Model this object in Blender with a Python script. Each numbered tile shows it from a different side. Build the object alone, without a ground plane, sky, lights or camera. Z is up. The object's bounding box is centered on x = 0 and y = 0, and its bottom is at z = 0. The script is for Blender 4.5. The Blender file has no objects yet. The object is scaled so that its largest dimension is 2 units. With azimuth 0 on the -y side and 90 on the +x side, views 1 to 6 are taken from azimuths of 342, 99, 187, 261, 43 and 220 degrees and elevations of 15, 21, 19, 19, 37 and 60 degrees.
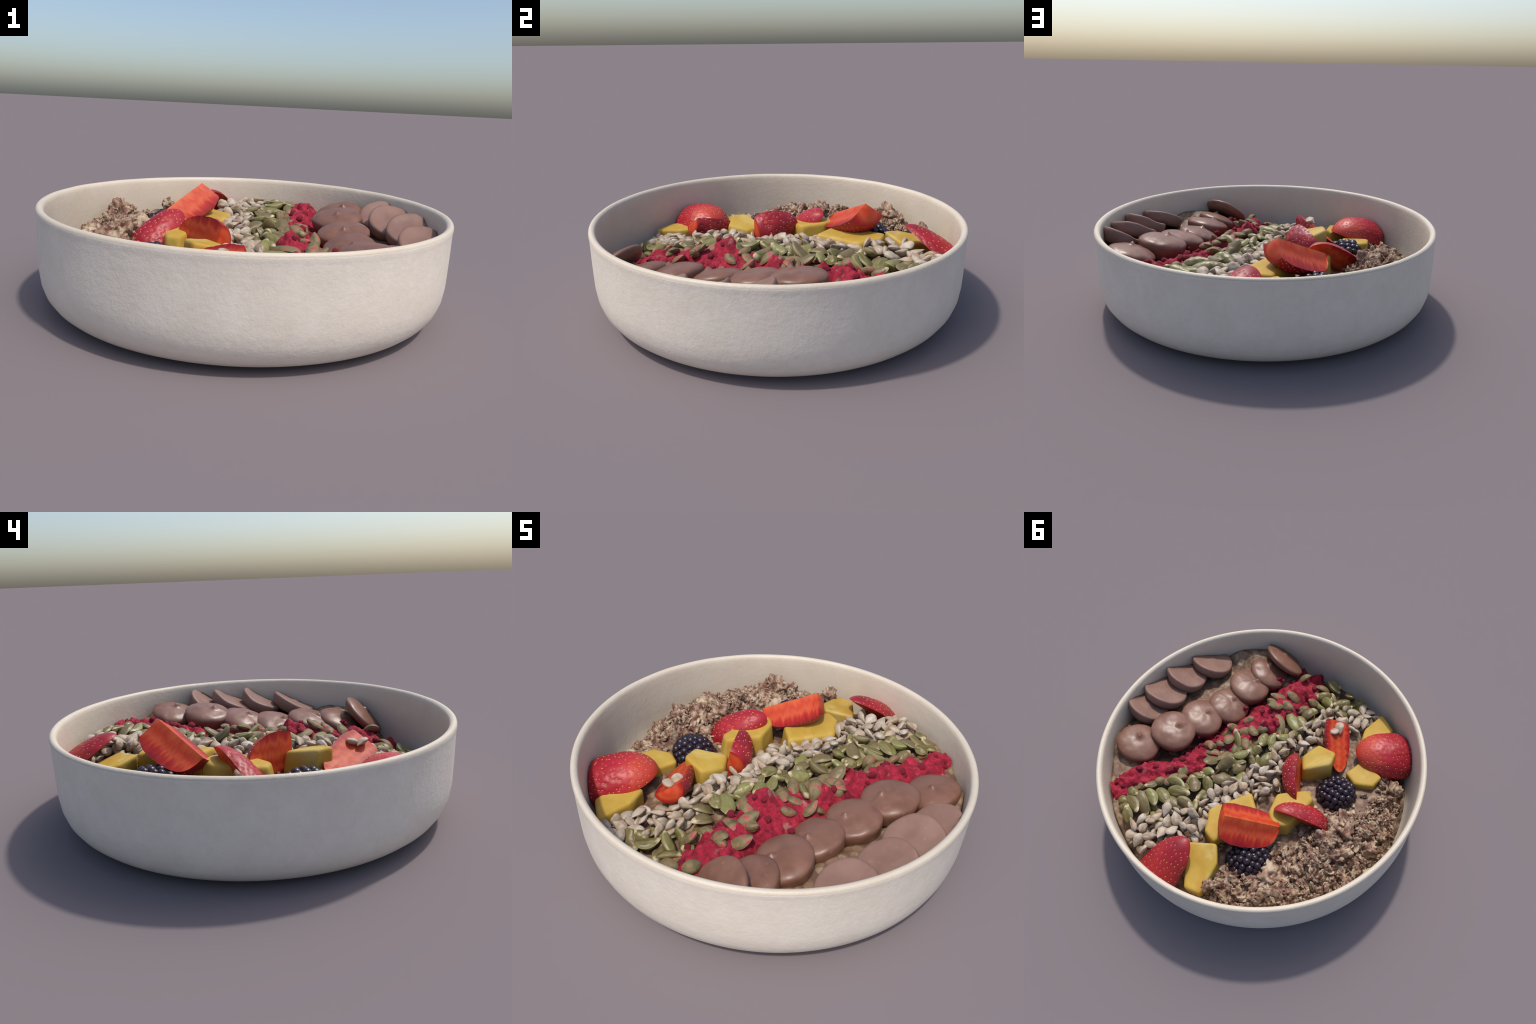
"""A ceramic breakfast bowl of porridge topped with chocolate buttons, berry powder,
pumpkin and sunflower seeds, strawberries, yellow apple pieces, blackberries and granola."""
import bpy, bmesh, math, random
import numpy as np
from mathutils import Vector, Matrix, noise

rng = random.Random(7)
scene_col = bpy.context.scene.collection

# ------------------------------------------------------------------ helpers
def link(ob, parent=None):
    scene_col.objects.link(ob)
    if parent is not None:
        ob.parent = parent
    return ob

def empty(name, label, category, loc=(0, 0, 0)):
    e = bpy.data.objects.new(name, None)
    e.empty_display_size = 0.05
    e.location = loc
    e["label"], e["category"] = label, category
    return link(e)

def mesh_from(name, verts, faces, mat, smooth=True):
    me = bpy.data.meshes.new(name)
    me.from_pydata([tuple(map(float, v)) for v in verts], [], faces)
    me.materials.append(mat)
    if smooth:
        me.polygons.foreach_set("use_smooth", [True] * len(me.polygons))
    me.update()
    bm = bmesh.new(); bm.from_mesh(me)
    bmesh.ops.recalc_face_normals(bm, faces=bm.faces)
    bm.to_mesh(me); bm.free()
    return me

def add(name, me, parent=None, M=None):
    ob = bpy.data.objects.new(name, me)
    link(ob, parent)
    if M is not None:
        ob.matrix_local = M
    return ob

def smoothstep(a, b, x):
    t = np.clip((x - a) / (b - a), 0, 1)
    return t * t * (3 - 2 * t)

def fbm(p, scale, octaves=4):
    return noise.fractal(Vector(p) * scale, 0.9, 2.1, octaves)

def grid_faces(nu, nv, wrap_u=False, wrap_v=False):
    f = []
    for i in range(nu if wrap_u else nu - 1):
        for j in range(nv if wrap_v else nv - 1):
            a, b = i * nv + j, i * nv + (j + 1) % nv
            c, d = ((i + 1) % nu) * nv + (j + 1) % nv, ((i + 1) % nu) * nv + j
            f.append((a, b, c, d))
    return f

# ------------------------------------------------------------------ node materials
class Mat:
    """A small wrapper: every material is a Principled BSDF fed by procedural nodes."""
    def __init__(self, name, rough=0.5, **inputs):
        self.m = bpy.data.materials.new(name)
        self.m.use_nodes = True
        self.t = self.m.node_tree
        self.b = self.t.nodes["Principled BSDF"]
        self.b.inputs["Roughness"].default_value = rough
        for k, v in inputs.items():
            self.b.inputs[k.replace("_", " ")].default_value = v
        self.tc = self.t.nodes.new("ShaderNodeTexCoord")
        self.coord = self.tc.outputs["Object"]
    def link(self, a, b):
        self.t.links.new(a, b)
    def node(self, kind, **props):
        n = self.t.nodes.new(kind)
        for k, v in props.items():
            setattr(n, k, v)
        return n
    def mapping(self, scale=(1, 1, 1), src=None):
        n = self.node("ShaderNodeMapping")
        n.inputs["Scale"].default_value = scale
        self.link(src or self.coord, n.inputs["Vector"])
        return n.outputs[0]
    def shifted(self):
        """Object coordinates moved by a random amount per object, so repeats differ."""
        oi = self.node("ShaderNodeObjectInfo")
        mul = self.node("ShaderNodeMath", operation="MULTIPLY"); mul.inputs[1].default_value = 37.0
        self.link(oi.outputs["Random"], mul.inputs[0])
        ad = self.node("ShaderNodeVectorMath", operation="ADD")
        self.link(self.coord, ad.inputs[0]); self.link(mul.outputs[0], ad.inputs[1])
        return ad.outputs[0]
    def random(self):
        return self.node("ShaderNodeObjectInfo").outputs["Random"]
    def noise(self, scale, detail=3, rough=0.55, src=None, distort=0.0):
        n = self.node("ShaderNodeTexNoise")
        n.inputs["Scale"].default_value = scale
        n.inputs["Detail"].default_value = detail
        n.inputs["Roughness"].default_value = rough
        n.inputs["Distortion"].default_value = distort
        self.link(src or self.coord, n.inputs["Vector"])
        return n.outputs["Fac"]
    def voronoi(self, scale, src=None, feature="F1"):
        n = self.node("ShaderNodeTexVoronoi", feature=feature)
        n.inputs["Scale"].default_value = scale
        self.link(src or self.coord, n.inputs["Vector"])
        return n.outputs["Distance"]
    def ramp(self, fac, stops):
        n = self.node("ShaderNodeValToRGB")
        el = n.color_ramp.elements
        while len(el) < len(stops):
            el.new(0.5)
        for e, (p, c) in zip(el, stops):
            e.position = p
            e.color = (*c, 1) if len(c) == 3 else c
        self.link(fac, n.inputs[0])
        return n.outputs[0]
    def step(self, fac, a, b):
        n = self.node("ShaderNodeMapRange", interpolation_type="SMOOTHSTEP")
        n.inputs[1].default_value, n.inputs[2].default_value = a, b
        self.link(fac, n.inputs[0])
        return n.outputs[0]
    def math(self, op, a, b):
        n = self.node("ShaderNodeMath", operation=op)
        for i, v in enumerate((a, b)):
            if isinstance(v, (int, float)):
                n.inputs[i].default_value = v
            else:
                self.link(v, n.inputs[i])
        return n.outputs[0]
    def mix(self, fac, a, b, blend="MIX"):
        n = self.node("ShaderNodeMix", data_type="RGBA", blend_type=blend)
        for i, v in ((0, fac), (6, a), (7, b)):
            if isinstance(v, (int, float)):
                n.inputs[i].default_value = v
            elif isinstance(v, tuple):
                n.inputs[i].default_value = (*v, 1)
            else:
                self.link(v, n.inputs[i])
        return n.outputs[2]
    def color(self, c):
        self.link(c, self.b.inputs["Base Color"])
    def bump(self, h, strength=0.3, dist=0.01):
        n = self.node("ShaderNodeBump")
        n.inputs["Strength"].default_value = strength
        n.inputs["Distance"].default_value = dist
        self.link(h, n.inputs["Height"])
        self.link(n.outputs[0], self.b.inputs["Normal"])
    def xyz(self):
        n = self.node("ShaderNodeSeparateXYZ")
        self.link(self.coord, n.inputs[0])
        return n.outputs

def mat_bowl(name, base, pale, grey, warm, rough):
    m = Mat(name, rough)
    c = m.ramp(m.noise(7, 4), [(0.3, base), (0.7, pale)])
    c = m.mix(m.math("MULTIPLY", m.step(m.noise(24, 4, 0.6, distort=0.6), 0.42, 0.76), 0.3), c, grey)
    c = m.mix(m.math("MULTIPLY", m.step(m.noise(19, 3, src=m.mapping((1.3, 0.9, 1.7))), 0.46, 0.78), 0.4), c, warm)
    m.color(c)
    m.bump(m.math("ADD", m.noise(42, 3), m.math("MULTIPLY", m.noise(150, 3), 0.5)), 0.22, 0.007)
    return m.m

def mat_porridge():
    m = Mat("oat_porridge", 0.6)
    v = m.voronoi(26)
    c = m.ramp(m.noise(14, 4), [(0.3, (0.12, 0.062, 0.034)), (0.5, (0.25, 0.155, 0.09)), (0.7, (0.40, 0.30, 0.19))])
    c = m.mix(m.step(v, 0.35, 0.75), c, (0.14, 0.075, 0.045))
    m.color(c)
    m.bump(v, 0.5, 0.012)
    return m.m

def mat_chocolate(name, base, dark, rough, coat):
    m = Mat(name, rough, Coat_Weight=coat, Coat_Roughness=0.25)
    s = m.shifted()
    c = m.mix(m.step(m.noise(9, 3, src=s), 0.35, 0.7), base, dark)
    c = m.mix(m.step(m.noise(38, 3, src=s), 0.62, 0.8), c, tuple(min(1, x * 1.25) for x in base))
    m.color(c)
    m.bump(m.noise(22, 2, src=s), 0.08, 0.008)
    return m.m

def mat_powder():
    m = Mat("berry_powder", 0.8)
    c = m.ramp(m.noise(30, 5, 0.65), [(0.3, (0.16, 0.003, 0.014)), (0.48, (0.33, 0.008, 0.030)), (0.62, (0.46, 0.015, 0.045)), (0.78, (0.55, 0.06, 0.075))])
    c = m.mix(m.step(m.noise(11, 4), 0.62, 0.74), c, (0.40, 0.17, 0.14))
    m.color(c)
    m.bump(m.noise(70, 5, 0.7), 0.8, 0.014)
    return m.m

def mat_pumpkin():
    m = Mat("pumpkin_seed_skin", 0.42)
    s = m.shifted()
    long = m.mapping((14, 60, 60), s)
    c = m.ramp(m.noise(1.0, 3, src=long), [(0.25, (0.075, 0.060, 0.016)), (0.5, (0.160, 0.132, 0.038)), (0.75, (0.27, 0.225, 0.09))])
    r = m.random()
    c = m.mix(m.step(r, 0.55, 1.0), c, (0.16, 0.115, 0.05))
    c = m.mix(m.math("MULTIPLY", m.step(r, 0.35, 0.0), 0.6), c, (0.25, 0.245, 0.075))
    c = m.mix(m.step(m.noise(16, 3, src=s), 0.62, 0.78), c, (0.30, 0.26, 0.15))
    x = m.xyz()
    tip = m.step(m.math("ADD", x[0], m.math("MULTIPLY", m.noise(30, 2, src=s), 0.02)), 0.05, 0.066)
    c = m.mix(tip, c, (0.52, 0.42, 0.24))
    rad = m.math("ADD", m.math("POWER", m.math("DIVIDE", x[0], 0.06), 2.0), m.math("POWER", m.math("DIVIDE", x[1], 0.032), 2.0))
    c = m.mix(m.math("MULTIPLY", m.step(rad, 0.85, 1.0), 0.28), c, (0.40, 0.36, 0.18))
    m.color(c)
    m.bump(m.noise(1.0, 3, src=long), 0.2, 0.006)
    return m.m

def mat_pumpkin_dusted():
    m = Mat("powdered_seed_skin", 0.6)
    s = m.shifted()
    c = m.ramp(m.noise(24, 3, src=s), [(0.3, (0.11, 0.085, 0.03)), (0.7, (0.25, 0.20, 0.09))])
    c = m.mix(m.math("MULTIPLY", m.step(m.noise(24, 5, 0.65, src=s), 0.50, 0.66), 0.85), c, (0.38, 0.03, 0.05))
    m.color(c)
    m.bump(m.noise(60, 3, src=s), 0.3, 0.008)
    return m.m

def mat_sunflower():
    m = Mat("sunflower_kernel", 0.5)
    s = m.shifted()
    c = m.ramp(m.noise(14, 3, src=s), [(0.3, (0.32, 0.24, 0.165)), (0.52, (0.45, 0.37, 0.28)), (0.75, (0.54, 0.47, 0.385))])
    c = m.mix(m.math("MULTIPLY", m.step(m.noise(17, 2, src=s), 0.52, 0.66), 0.8), c, (0.33, 0.20, 0.105))
    c = m.mix(m.math("MULTIPLY", m.step(m.random(), 0.7, 1.0), 0.45), c, (0.44, 0.31, 0.20))
    m.color(c)
    m.bump(m.noise(1, 2, src=m.mapping((20, 130, 130), s)), 0.3, 0.006)
    return m.m

def mat_strawberry_skin():
    m = Mat("strawberry_skin", 0.45)
    s = m.shifted()
    c = m.ramp(m.noise(7, 3, src=s), [(0.3, (0.23, 0.006, 0.013)), (0.55, (0.34, 0.011, 0.019)), (0.8, (0.44, 0.024, 0.027))])
    m.color(c)
    m.bump(m.noise(50, 3, src=s), 0.15, 0.008)
    return m.m

def mat_strawberry_blush():
    """Skin of the large berry: orange towards one end, deep red at the other."""
    m = Mat("blushing_strawberry_skin", 0.45)
    x = m.xyz()
    f = m.math("ADD", m.math("MULTIPLY", x[0], 2.6), m.math("MULTIPLY", m.noise(9, 3), 0.5))
    c = m.ramp(f, [(0.25, (0.29, 0.008, 0.018)), (0.75, (0.38, 0.013, 0.024)), (0.95, (0.46, 0.030, 0.027)), (1.0, (0.50, 0.05, 0.028))])
    m.color(c)
    m.bump(m.noise(50, 3), 0.15, 0.008)
    return m.m

def mat_strawberry_flesh(radius):
    """Pale core, streaked orange flesh and a dark red rim under the skin of a berry of this radius."""
    m = Mat("strawberry_flesh", 0.5, Specular_IOR_Level=0.35)
    x = m.xyz()
    r = m.math("SQRT", m.math("ADD", m.math("POWER", x[1], 2.0), m.math("POWER", x[2], 2.0)), 0.0)
    streak = m.noise(1, 3, src=m.mapping((46, 7, 7), m.shifted()))
    f = m.math("ADD", m.math("MULTIPLY", r, 0.80 / radius), m.math("MULTIPLY", m.math("SUBTRACT", streak, 0.5), 0.6))
    c = m.ramp(f, [(0.0, (0.56, 0.090, 0.022)), (0.22, (0.48, 0.036, 0.008)), (0.42, (0.53, 0.075, 0.022)), (0.58, (0.40, 0.016, 0.007)), (0.80, (0.22, 0.004, 0.007))])
    m.color(c)
    m.bump(streak, 0.25, 0.008)
    return m.m

def mat_achene():
    m = Mat("strawberry_achene", 0.4)
    m.color(m.ramp(m.noise(40, 1), [(0.3, (0.55, 0.13, 0.08)), (0.7, (0.66, 0.28, 0.13))]))
    return m.m

def mat_apple():
    m = Mat("yellow_apple_flesh", 0.6, Specular_IOR_Level=0.25)
    s = m.shifted()
    c = m.ramp(m.noise(7, 3, src=s), [(0.3, (0.43, 0.255, 0.035)), (0.55, (0.49, 0.315, 0.055)), (0.8, (0.54, 0.385, 0.10))])
    c = m.mix(m.math("MULTIPLY", m.step(m.noise(6, 2, src=m.mapping((1, 1, 1), s), distort=1.0), 0.58, 0.72), 0.6), c, (0.47, 0.34, 0.055))
    c = m.mix(m.math("MULTIPLY", m.step(m.noise(8, 4, src=s), 0.56, 0.78), 0.65), c, (0.46, 0.22, 0.035))
    c = m.mix(m.math("MULTIPLY", m.step(m.noise(5, 3, src=s, distort=0.8), 0.52, 0.72), 0.6), c, (0.60, 0.47, 0.17))
    c = m.mix(m.step(m.voronoi(26, src=s), 0.10, 0.04), c, (0.36, 0.20, 0.05))
    m.color(c)
    m.bump(m.noise(30, 3, src=s), 0.12, 0.006)
    return m.m

def mat_blackberry():
    m = Mat("blackberry_skin", 0.33, Coat_Weight=0.1, Coat_Roughness=0.2)
    c = m.ramp(m.noise(16, 2, src=m.shifted()), [(0.35, (0.010, 0.007, 0.012)), (0.7, (0.030, 0.014, 0.028))])
    m.color(c)
    return m.m

def mat_granola(name, unit):
    """unit: size of one object unit in metres, so that flecks keep their size on scaled clusters."""
    m = Mat(name, 0.75)
    s = m.shifted()
    c = m.ramp(m.noise(22 * unit, 5, 0.62, src=s), [(0.34, (0.10, 0.040, 0.026)), (0.45, (0.24, 0.122, 0.078)), (0.52, (0.40, 0.265, 0.175)), (0.62, (0.58, 0.46, 0.32))])
    c = m.mix(m.step(m.noise(48 * unit, 4, src=s), 0.60, 0.72), c, (0.20, 0.095, 0.07))
    m.color(c)
    m.bump(m.noise(80 * unit, 5, 0.7, src=s), 0.7, 0.014)
    return m.m

def mat_oat():
    m = Mat("oat_flake", 0.7)
    s = m.shifted()
    c = m.ramp(m.noise(45, 4, src=s), [(0.3, (0.33, 0.21, 0.135)), (0.55, (0.52, 0.40, 0.285)), (0.75, (0.62, 0.52, 0.39))])
    m.color(c)
    m.bump(m.noise(110, 3, src=s), 0.4, 0.006)
    return m.m

BOWL = mat_bowl("off_white_stoneware", (0.73, 0.645, 0.54), (0.79, 0.71, 0.61), (0.62, 0.56, 0.48), (0.80, 0.68, 0.565), 0.5)  # outside lightened towards the original's baked sun highlight, warmed against bluish sky shade
BOWL_INSIDE = mat_bowl("beige_bowl_inside", (0.59, 0.505, 0.395), (0.63, 0.55, 0.44), (0.56, 0.49, 0.395), (0.64, 0.54, 0.42), 0.5)
PORRIDGE = mat_porridge()
CHOC = mat_chocolate("melted_chocolate", (0.215, 0.102, 0.066), (0.165, 0.074, 0.046), 0.40, 0.0)
CHOC_FLAT = mat_chocolate("matt_chocolate", (0.245, 0.134, 0.10), (0.21, 0.112, 0.082), 0.55, 0.0)
POWDER, PUMPKIN, DUSTED, SUNFLOWER = mat_powder(), mat_pumpkin(), mat_pumpkin_dusted(), mat_sunflower()
SKIN, BLUSH, ACHENE = mat_strawberry_skin(), mat_strawberry_blush(), mat_achene()
APPLE, BLACKBERRY = mat_apple(), mat_blackberry()
OAT = mat_oat()
GRANOLA, CLUSTER = mat_granola("granola_crumb", 1.0), mat_granola("granola_cluster", 0.05)

# ------------------------------------------------------------------ bowl
OUTER = [(0.0, 0.006), (0.50, 0.006), (0.52, 0.0), (0.58, 0.0), (0.60, 0.006), (0.82, 0.007), (0.862, 0.010), (0.895, 0.020), (0.925, 0.036), (0.952, 0.060), (0.976, 0.096), (0.991, 0.142),
         (0.9975, 0.20), (0.9985, 0.27), (0.9985, 0.35), (0.9978, 0.44), (0.9985, 0.453), (1.0, 0.467)]
RIM = [(0.9998, 0.474), (0.9975, 0.481), (0.992, 0.4865), (0.985, 0.4885), (0.977, 0.4865), (0.970, 0.481), (0.966, 0.474)]
INNER = [(0.9635, 0.460), (0.9615, 0.42), (0.959, 0.32), (0.956, 0.24), (0.951, 0.18), (0.935, 0.12), (0.90, 0.075), (0.85, 0.050), (0.78, 0.042), (0.5, 0.040), (0.0, 0.040)]

def wall_radius(z):
    zs = [p[1] for p in INNER][::-1][1:]
    rs = [p[0] for p in INNER][::-1][1:]
    return np.interp(z, zs, rs)

def clamp_to_bowl(P, gap=0.003):
    P = np.array(P, float)
    r = np.hypot(P[:, 0], P[:, 1])
    lim = wall_radius(P[:, 2]) - gap
    k = np.where(r > lim, lim / np.maximum(r, 1e-6), 1.0)
    P[:, 0] *= k; P[:, 1] *= k
    return P

def build_bowl():
    prof = OUTER + RIM + INNER
    n = 320
    verts, faces = [], []
    ring = prof[1:-1]
    for i in range(n):
        a = 2 * math.pi * i / n
        for r, z in ring:
            w = 0.0
            if z > 0.46:   # a hand-thrown lip: the height wavers by under a millimetre
                w = 0.0012 * noise.noise(Vector((math.cos(a) * 6, math.sin(a) * 6, r * 9)))
            verts.append((r * math.cos(a), r * math.sin(a), max(0, z + w)))
    faces = grid_faces(n, len(ring), wrap_u=True)
    k = len(ring)
    faces.append([i * k for i in range(n)])
    faces.append([i * k + k - 1 for i in range(n)])
    me = mesh_from("bowl", verts, faces, BOWL)
    me.materials.append(BOWL_INSIDE)              # lip and inside stay beige, without the sun brightness tinted into the outside
    outer = len(OUTER) - 1
    for p in me.polygons:
        if min(v % k for v in p.vertices) >= outer:
            p.material_index = 1
    ob = add("bowl", me)
    ob["label"] = "wide round off-white ceramic bowl with straight sides"
    ob["category"] = "bowl"
    return ob

build_bowl()

# ------------------------------------------------------------------ layout of the stripes
def level(x, y):
    """Height of the topping surface along the stripes: high at the +y end, sinking towards -y."""
    south = smoothstep(0.08, 0.30, x) * smoothstep(-0.45, -0.68, y)
    return 0.085 * south + np.interp(y, [-0.95, -0.80, -0.65, -0.50, -0.38, -0.20, 0.20, 0.45, 0.62, 0.80, 0.95],
                     [0.170, 0.195, 0.230, 0.275, 0.302, 0.308, 0.314, 0.330, 0.342, 0.338, 0.325])

def across(pts):
    p = np.array(pts)
    return lambda y: np.interp(y, p[:, 0], p[:, 1])

# stripe borders, x as a function of y
powder_outer = across([(-0.80, 0.30), (-0.65, 0.345), (-0.44, 0.365), (-0.27, 0.385), (-0.10, 0.425), (0.13, 0.47), (0.37, 0.56), (0.53, 0.62), (0.70, 0.645)])
powder_inner = across([(-0.74, 0.085), (-0.56, 0.090), (-0.42, 0.11), (-0.24, 0.10), (-0.13, 0.185), (0.05, 0.25), (0.28, 0.327), (0.45, 0.391), (0.60, 0.477), (0.75, 0.55)])
seed_border = across([(-0.80, -0.19), (-0.72, -0.107), (-0.55, -0.010), (-0.33, -0.020), (-0.16, 0.020), (0.0, 0.0), (0.14, 0.052), (0.29, 0.108), (0.45, 0.163), (0.54, 0.19), (0.62, 0.259), (0.82, 0.326)])
fruit_border = across([(-0.78, -0.34), (-0.61, -0.27), (-0.55, -0.15), (-0.40, -0.165), (-0.25, -0.155), (-0.08, -0.094), (0.03, -0.13), (0.12, -0.14), (0.19, -0.12), (0.24, -0.052), (0.43, 0.037), (0.54, -0.012), (0.66, 0.0), (0.74, 0.10), (0.91, 0.175)])
granola_border = across([(-0.62, -0.76), (-0.40, -0.68), (-0.21, -0.585), (-0.10, -0.60), (0.02, -0.56), (0.17, -0.565), (0.29, -0.526), (0.42, -0.46), (0.55, -0.43), (0.70, -0.26), (0.88, -0.24)])

def slab(name, f_top, mask, mat, step, depth, rmax=0.95):
    """A closed lump: a height field over the cells that mask lets through, with a skirt and an underside."""
    n = int(2 * rmax / step) + 1
    xs = np.linspace(-rmax, rmax, n)
    idx, top, cells = {}, [], []
    for i in range(n):
        for j in range(n):
            x, y = xs[i], xs[j]
            if math.hypot(x, y) < rmax and mask(x, y) > 0:
                idx[i, j] = len(top)
                top.append((x, y, max(0.085, f_top(x, y))))
    m = len(top)
    verts = [tuple(v) for v in clamp_to_bowl(top)] + [tuple(v) for v in clamp_to_bowl([(x, y, max(0.06, z - depth)) for x, y, z in top])]
    faces, edges = [], {}
    for (i, j), a in idx.items():
        q = [(i, j), (i + 1, j), (i + 1, j + 1), (i, j + 1)]
        if all(k in idx for k in q):
            v = [idx[k] for k in q]
            faces.append(v); faces.append([u + m for u in reversed(v)])
            for s in range(4):
                e = (v[s], v[(s + 1) % 4])
                if (e[1], e[0]) in edges:
                    del edges[e[1], e[0]]
                else:
                    edges[e] = 1
    for a, b in edges:
        faces.append([b, a, a + m, b + m])
    used = sorted({v for f in faces for v in f})
    remap = {v: k for k, v in enumerate(used)}
    return mesh_from(name, [verts[v] for v in used], [[remap[v] for v in f] for f in faces], mat)

# ------------------------------------------------------------------ porridge
def sunk(x, y):
    """How far the filling falls away along the wall; most at the -x and -y sides, where a gap shows."""
    rad = math.hypot(x, y)
    deep = float(smoothstep(0.35, -0.2, y) * smoothstep(0.55, 0.2, x))
    return (0.05 + 0.15 * deep) * float(smoothstep(0.74, 0.95, rad))

def bed(x, y):
    z = level(x, y) - 0.058 - sunk(x, y) * float(smoothstep(0.45, 0.2, x))
    z -= 0.030 * smoothstep(0.0, 0.10, fruit_border(y) - x)
    z += 0.03 * smoothstep(0.15, 0.5, y) * smoothstep(0.30, 0.45, x)
    z -= 0.05 * smoothstep(0.5, 0.3, y) * smoothstep(-0.12, -0.02, x - powder_outer(y)) * smoothstep(-0.70, -0.45, y)
    z += 0.085 * smoothstep(0.10, 0.24, x - powder_outer(y))
    return max(0.06, z + 0.012 * fbm((x, y, 0), 9, 3) + 0.006 * noise.noise(Vector((x, y, 0)) * 42))

def build_porridge():
    nr, na = 74, 260
    verts = [(0, 0, bed(0, 0))]
    for k in range(1, nr + 1):
        for i in range(na):
            a = 2 * math.pi * i / na
            r = 0.952 * k / nr
            x, y = r * math.cos(a), r * math.sin(a)
            verts.append((x, y, bed(x, y)))
    faces = [(0, 1 + i, 1 + (i + 1) % na) for i in range(na)]
    for k in range(nr - 1):
        for i in range(na):
            a, b = 1 + k * na + i, 1 + k * na + (i + 1) % na
            faces.append((a, a + na, b + na, b))
    base = len(verts)
    for r, z in ((0.93, 0.12), (0.86, 0.062), (0.70, 0.052)):
        for i in range(na):
            a = 2 * math.pi * i / na
            verts.append((r * math.cos(a), r * math.sin(a), z))
    rows = [base - na, base, base + na, base + 2 * na]
    for p, q in zip(rows, rows[1:]):
        for i in range(na):
            faces.append((p + i, p + (i + 1) % na, q + (i + 1) % na, q + i))
    faces.append([rows[-1] + i for i in range(na)])
    verts = [tuple(v) for v in clamp_to_bowl(verts, 0.002)]
    ob = add("porridge", mesh_from("porridge", verts, faces, PORRIDGE))
    ob["label"] = "thick light brown oat porridge filling the bowl"
    ob["category"] = "porridge"

build_porridge()

# ------------------------------------------------------------------ chocolate
def frame(center, normal, spin=0.0):
    n = Vector(normal).normalized()
    x = Vector((0, 1, 0)).cross(n).normalized()
    M = Matrix((x, n.cross(x), n)).transposed().to_4x4()
    M.translation = Vector(center)
    return M @ Matrix.Rotation(spin, 4, "Z")

def clamped_mesh(name, local, faces, M, mat):
    """Local vertices are pressed against the bowl wall in world space, then taken back to local space."""
    w = np.array([M @ Vector(v) for v in local])
    inv = M.inverted()
    return mesh_from(name, [inv @ Vector(v) for v in clamp_to_bowl(w)], faces, mat)

def melted_button(center, tilt, radius, seed, high=0.045, nub=(0.1, 0.1), nub_h=0.016, flank=0.04):
    """A blob of melted chocolate: a shallow dome drawn up to a small peak."""
    r = random.Random(seed)
    nr, na = 30, 84
    off = Vector((r.uniform(0, 50), r.uniform(0, 50), 0))
    lob = [(k, r.uniform(0.0, 0.022), r.uniform(0, 6.28)) for k in (2, 3, 4)]
    nub_dir = r.uniform(0, 6.28)
    verts = [(0, 0, high)]
    rows = []
    for t in np.linspace(0, 1, nr)[1:]:
        u = t * 1.55                    # 0..1 is the top, beyond 1 curls beneath
        rho = math.sin(min(u, 1.55) * math.pi / 2)
        z = math.copysign(abs(math.cos(u * math.pi / 2)) ** 0.85, math.cos(u * math.pi / 2))
        if u > 1:                       # the flank runs down into the fill
            rho, z = 1 - 0.16 * ((u - 1) / 0.55) ** 1.5, -1.9 * (u - 1) / 0.55
        rows.append((rho, z * (high if z > 0 else flank)))
    for rho, z in rows:
        for i in range(na):
            a = 2 * math.pi * i / na
            k = 1 + sum(m * math.cos(f * a + p) for f, m, p in lob)
            x, y = radius * rho * k * math.cos(a), radius * rho * k * math.sin(a)
            verts.append((x, y, z))
    out = []
    for x, y, z in verts:
        if z > 0:
            q = Vector((x / radius, y / radius, 0))
            dx, dy = q.x - nub[0], q.y - nub[1]
            z += nub_h * math.exp(-(dx * dx + dy * dy) / 0.012)
            # a soft crease drawn away from the peak
            al = dx * math.cos(nub_dir) + dy * math.sin(nub_dir)
            ac = -dx * math.sin(nub_dir) + dy * math.cos(nub_dir)
            if al > 0:
                z += 0.006 * math.exp(-ac * ac / 0.010) * math.exp(-al / 0.35)
            z += 0.0042 * noise.noise(q * 2.6 + off) + 0.0007 * noise.noise(q * 7 + off)
        out.append((x, y, z))
    faces = [(0, 1 + i, 1 + (i + 1) % na) for i in range(na)]
    n = len(rows)
    for k in range(n - 1):
        for i in range(na):
            a, b = 1 + k * na + i, 1 + k * na + (i + 1) % na
            faces.append((a, a + na, b + na, b))
    faces.append([1 + (n - 1) * na + i for i in range(na)])
    M = frame(center, (tilt[0], tilt[1], 1))
    add("chocolate_drop", clamped_mesh("chocolate_drop", out, faces, M, CHOC), drops, M)

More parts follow.
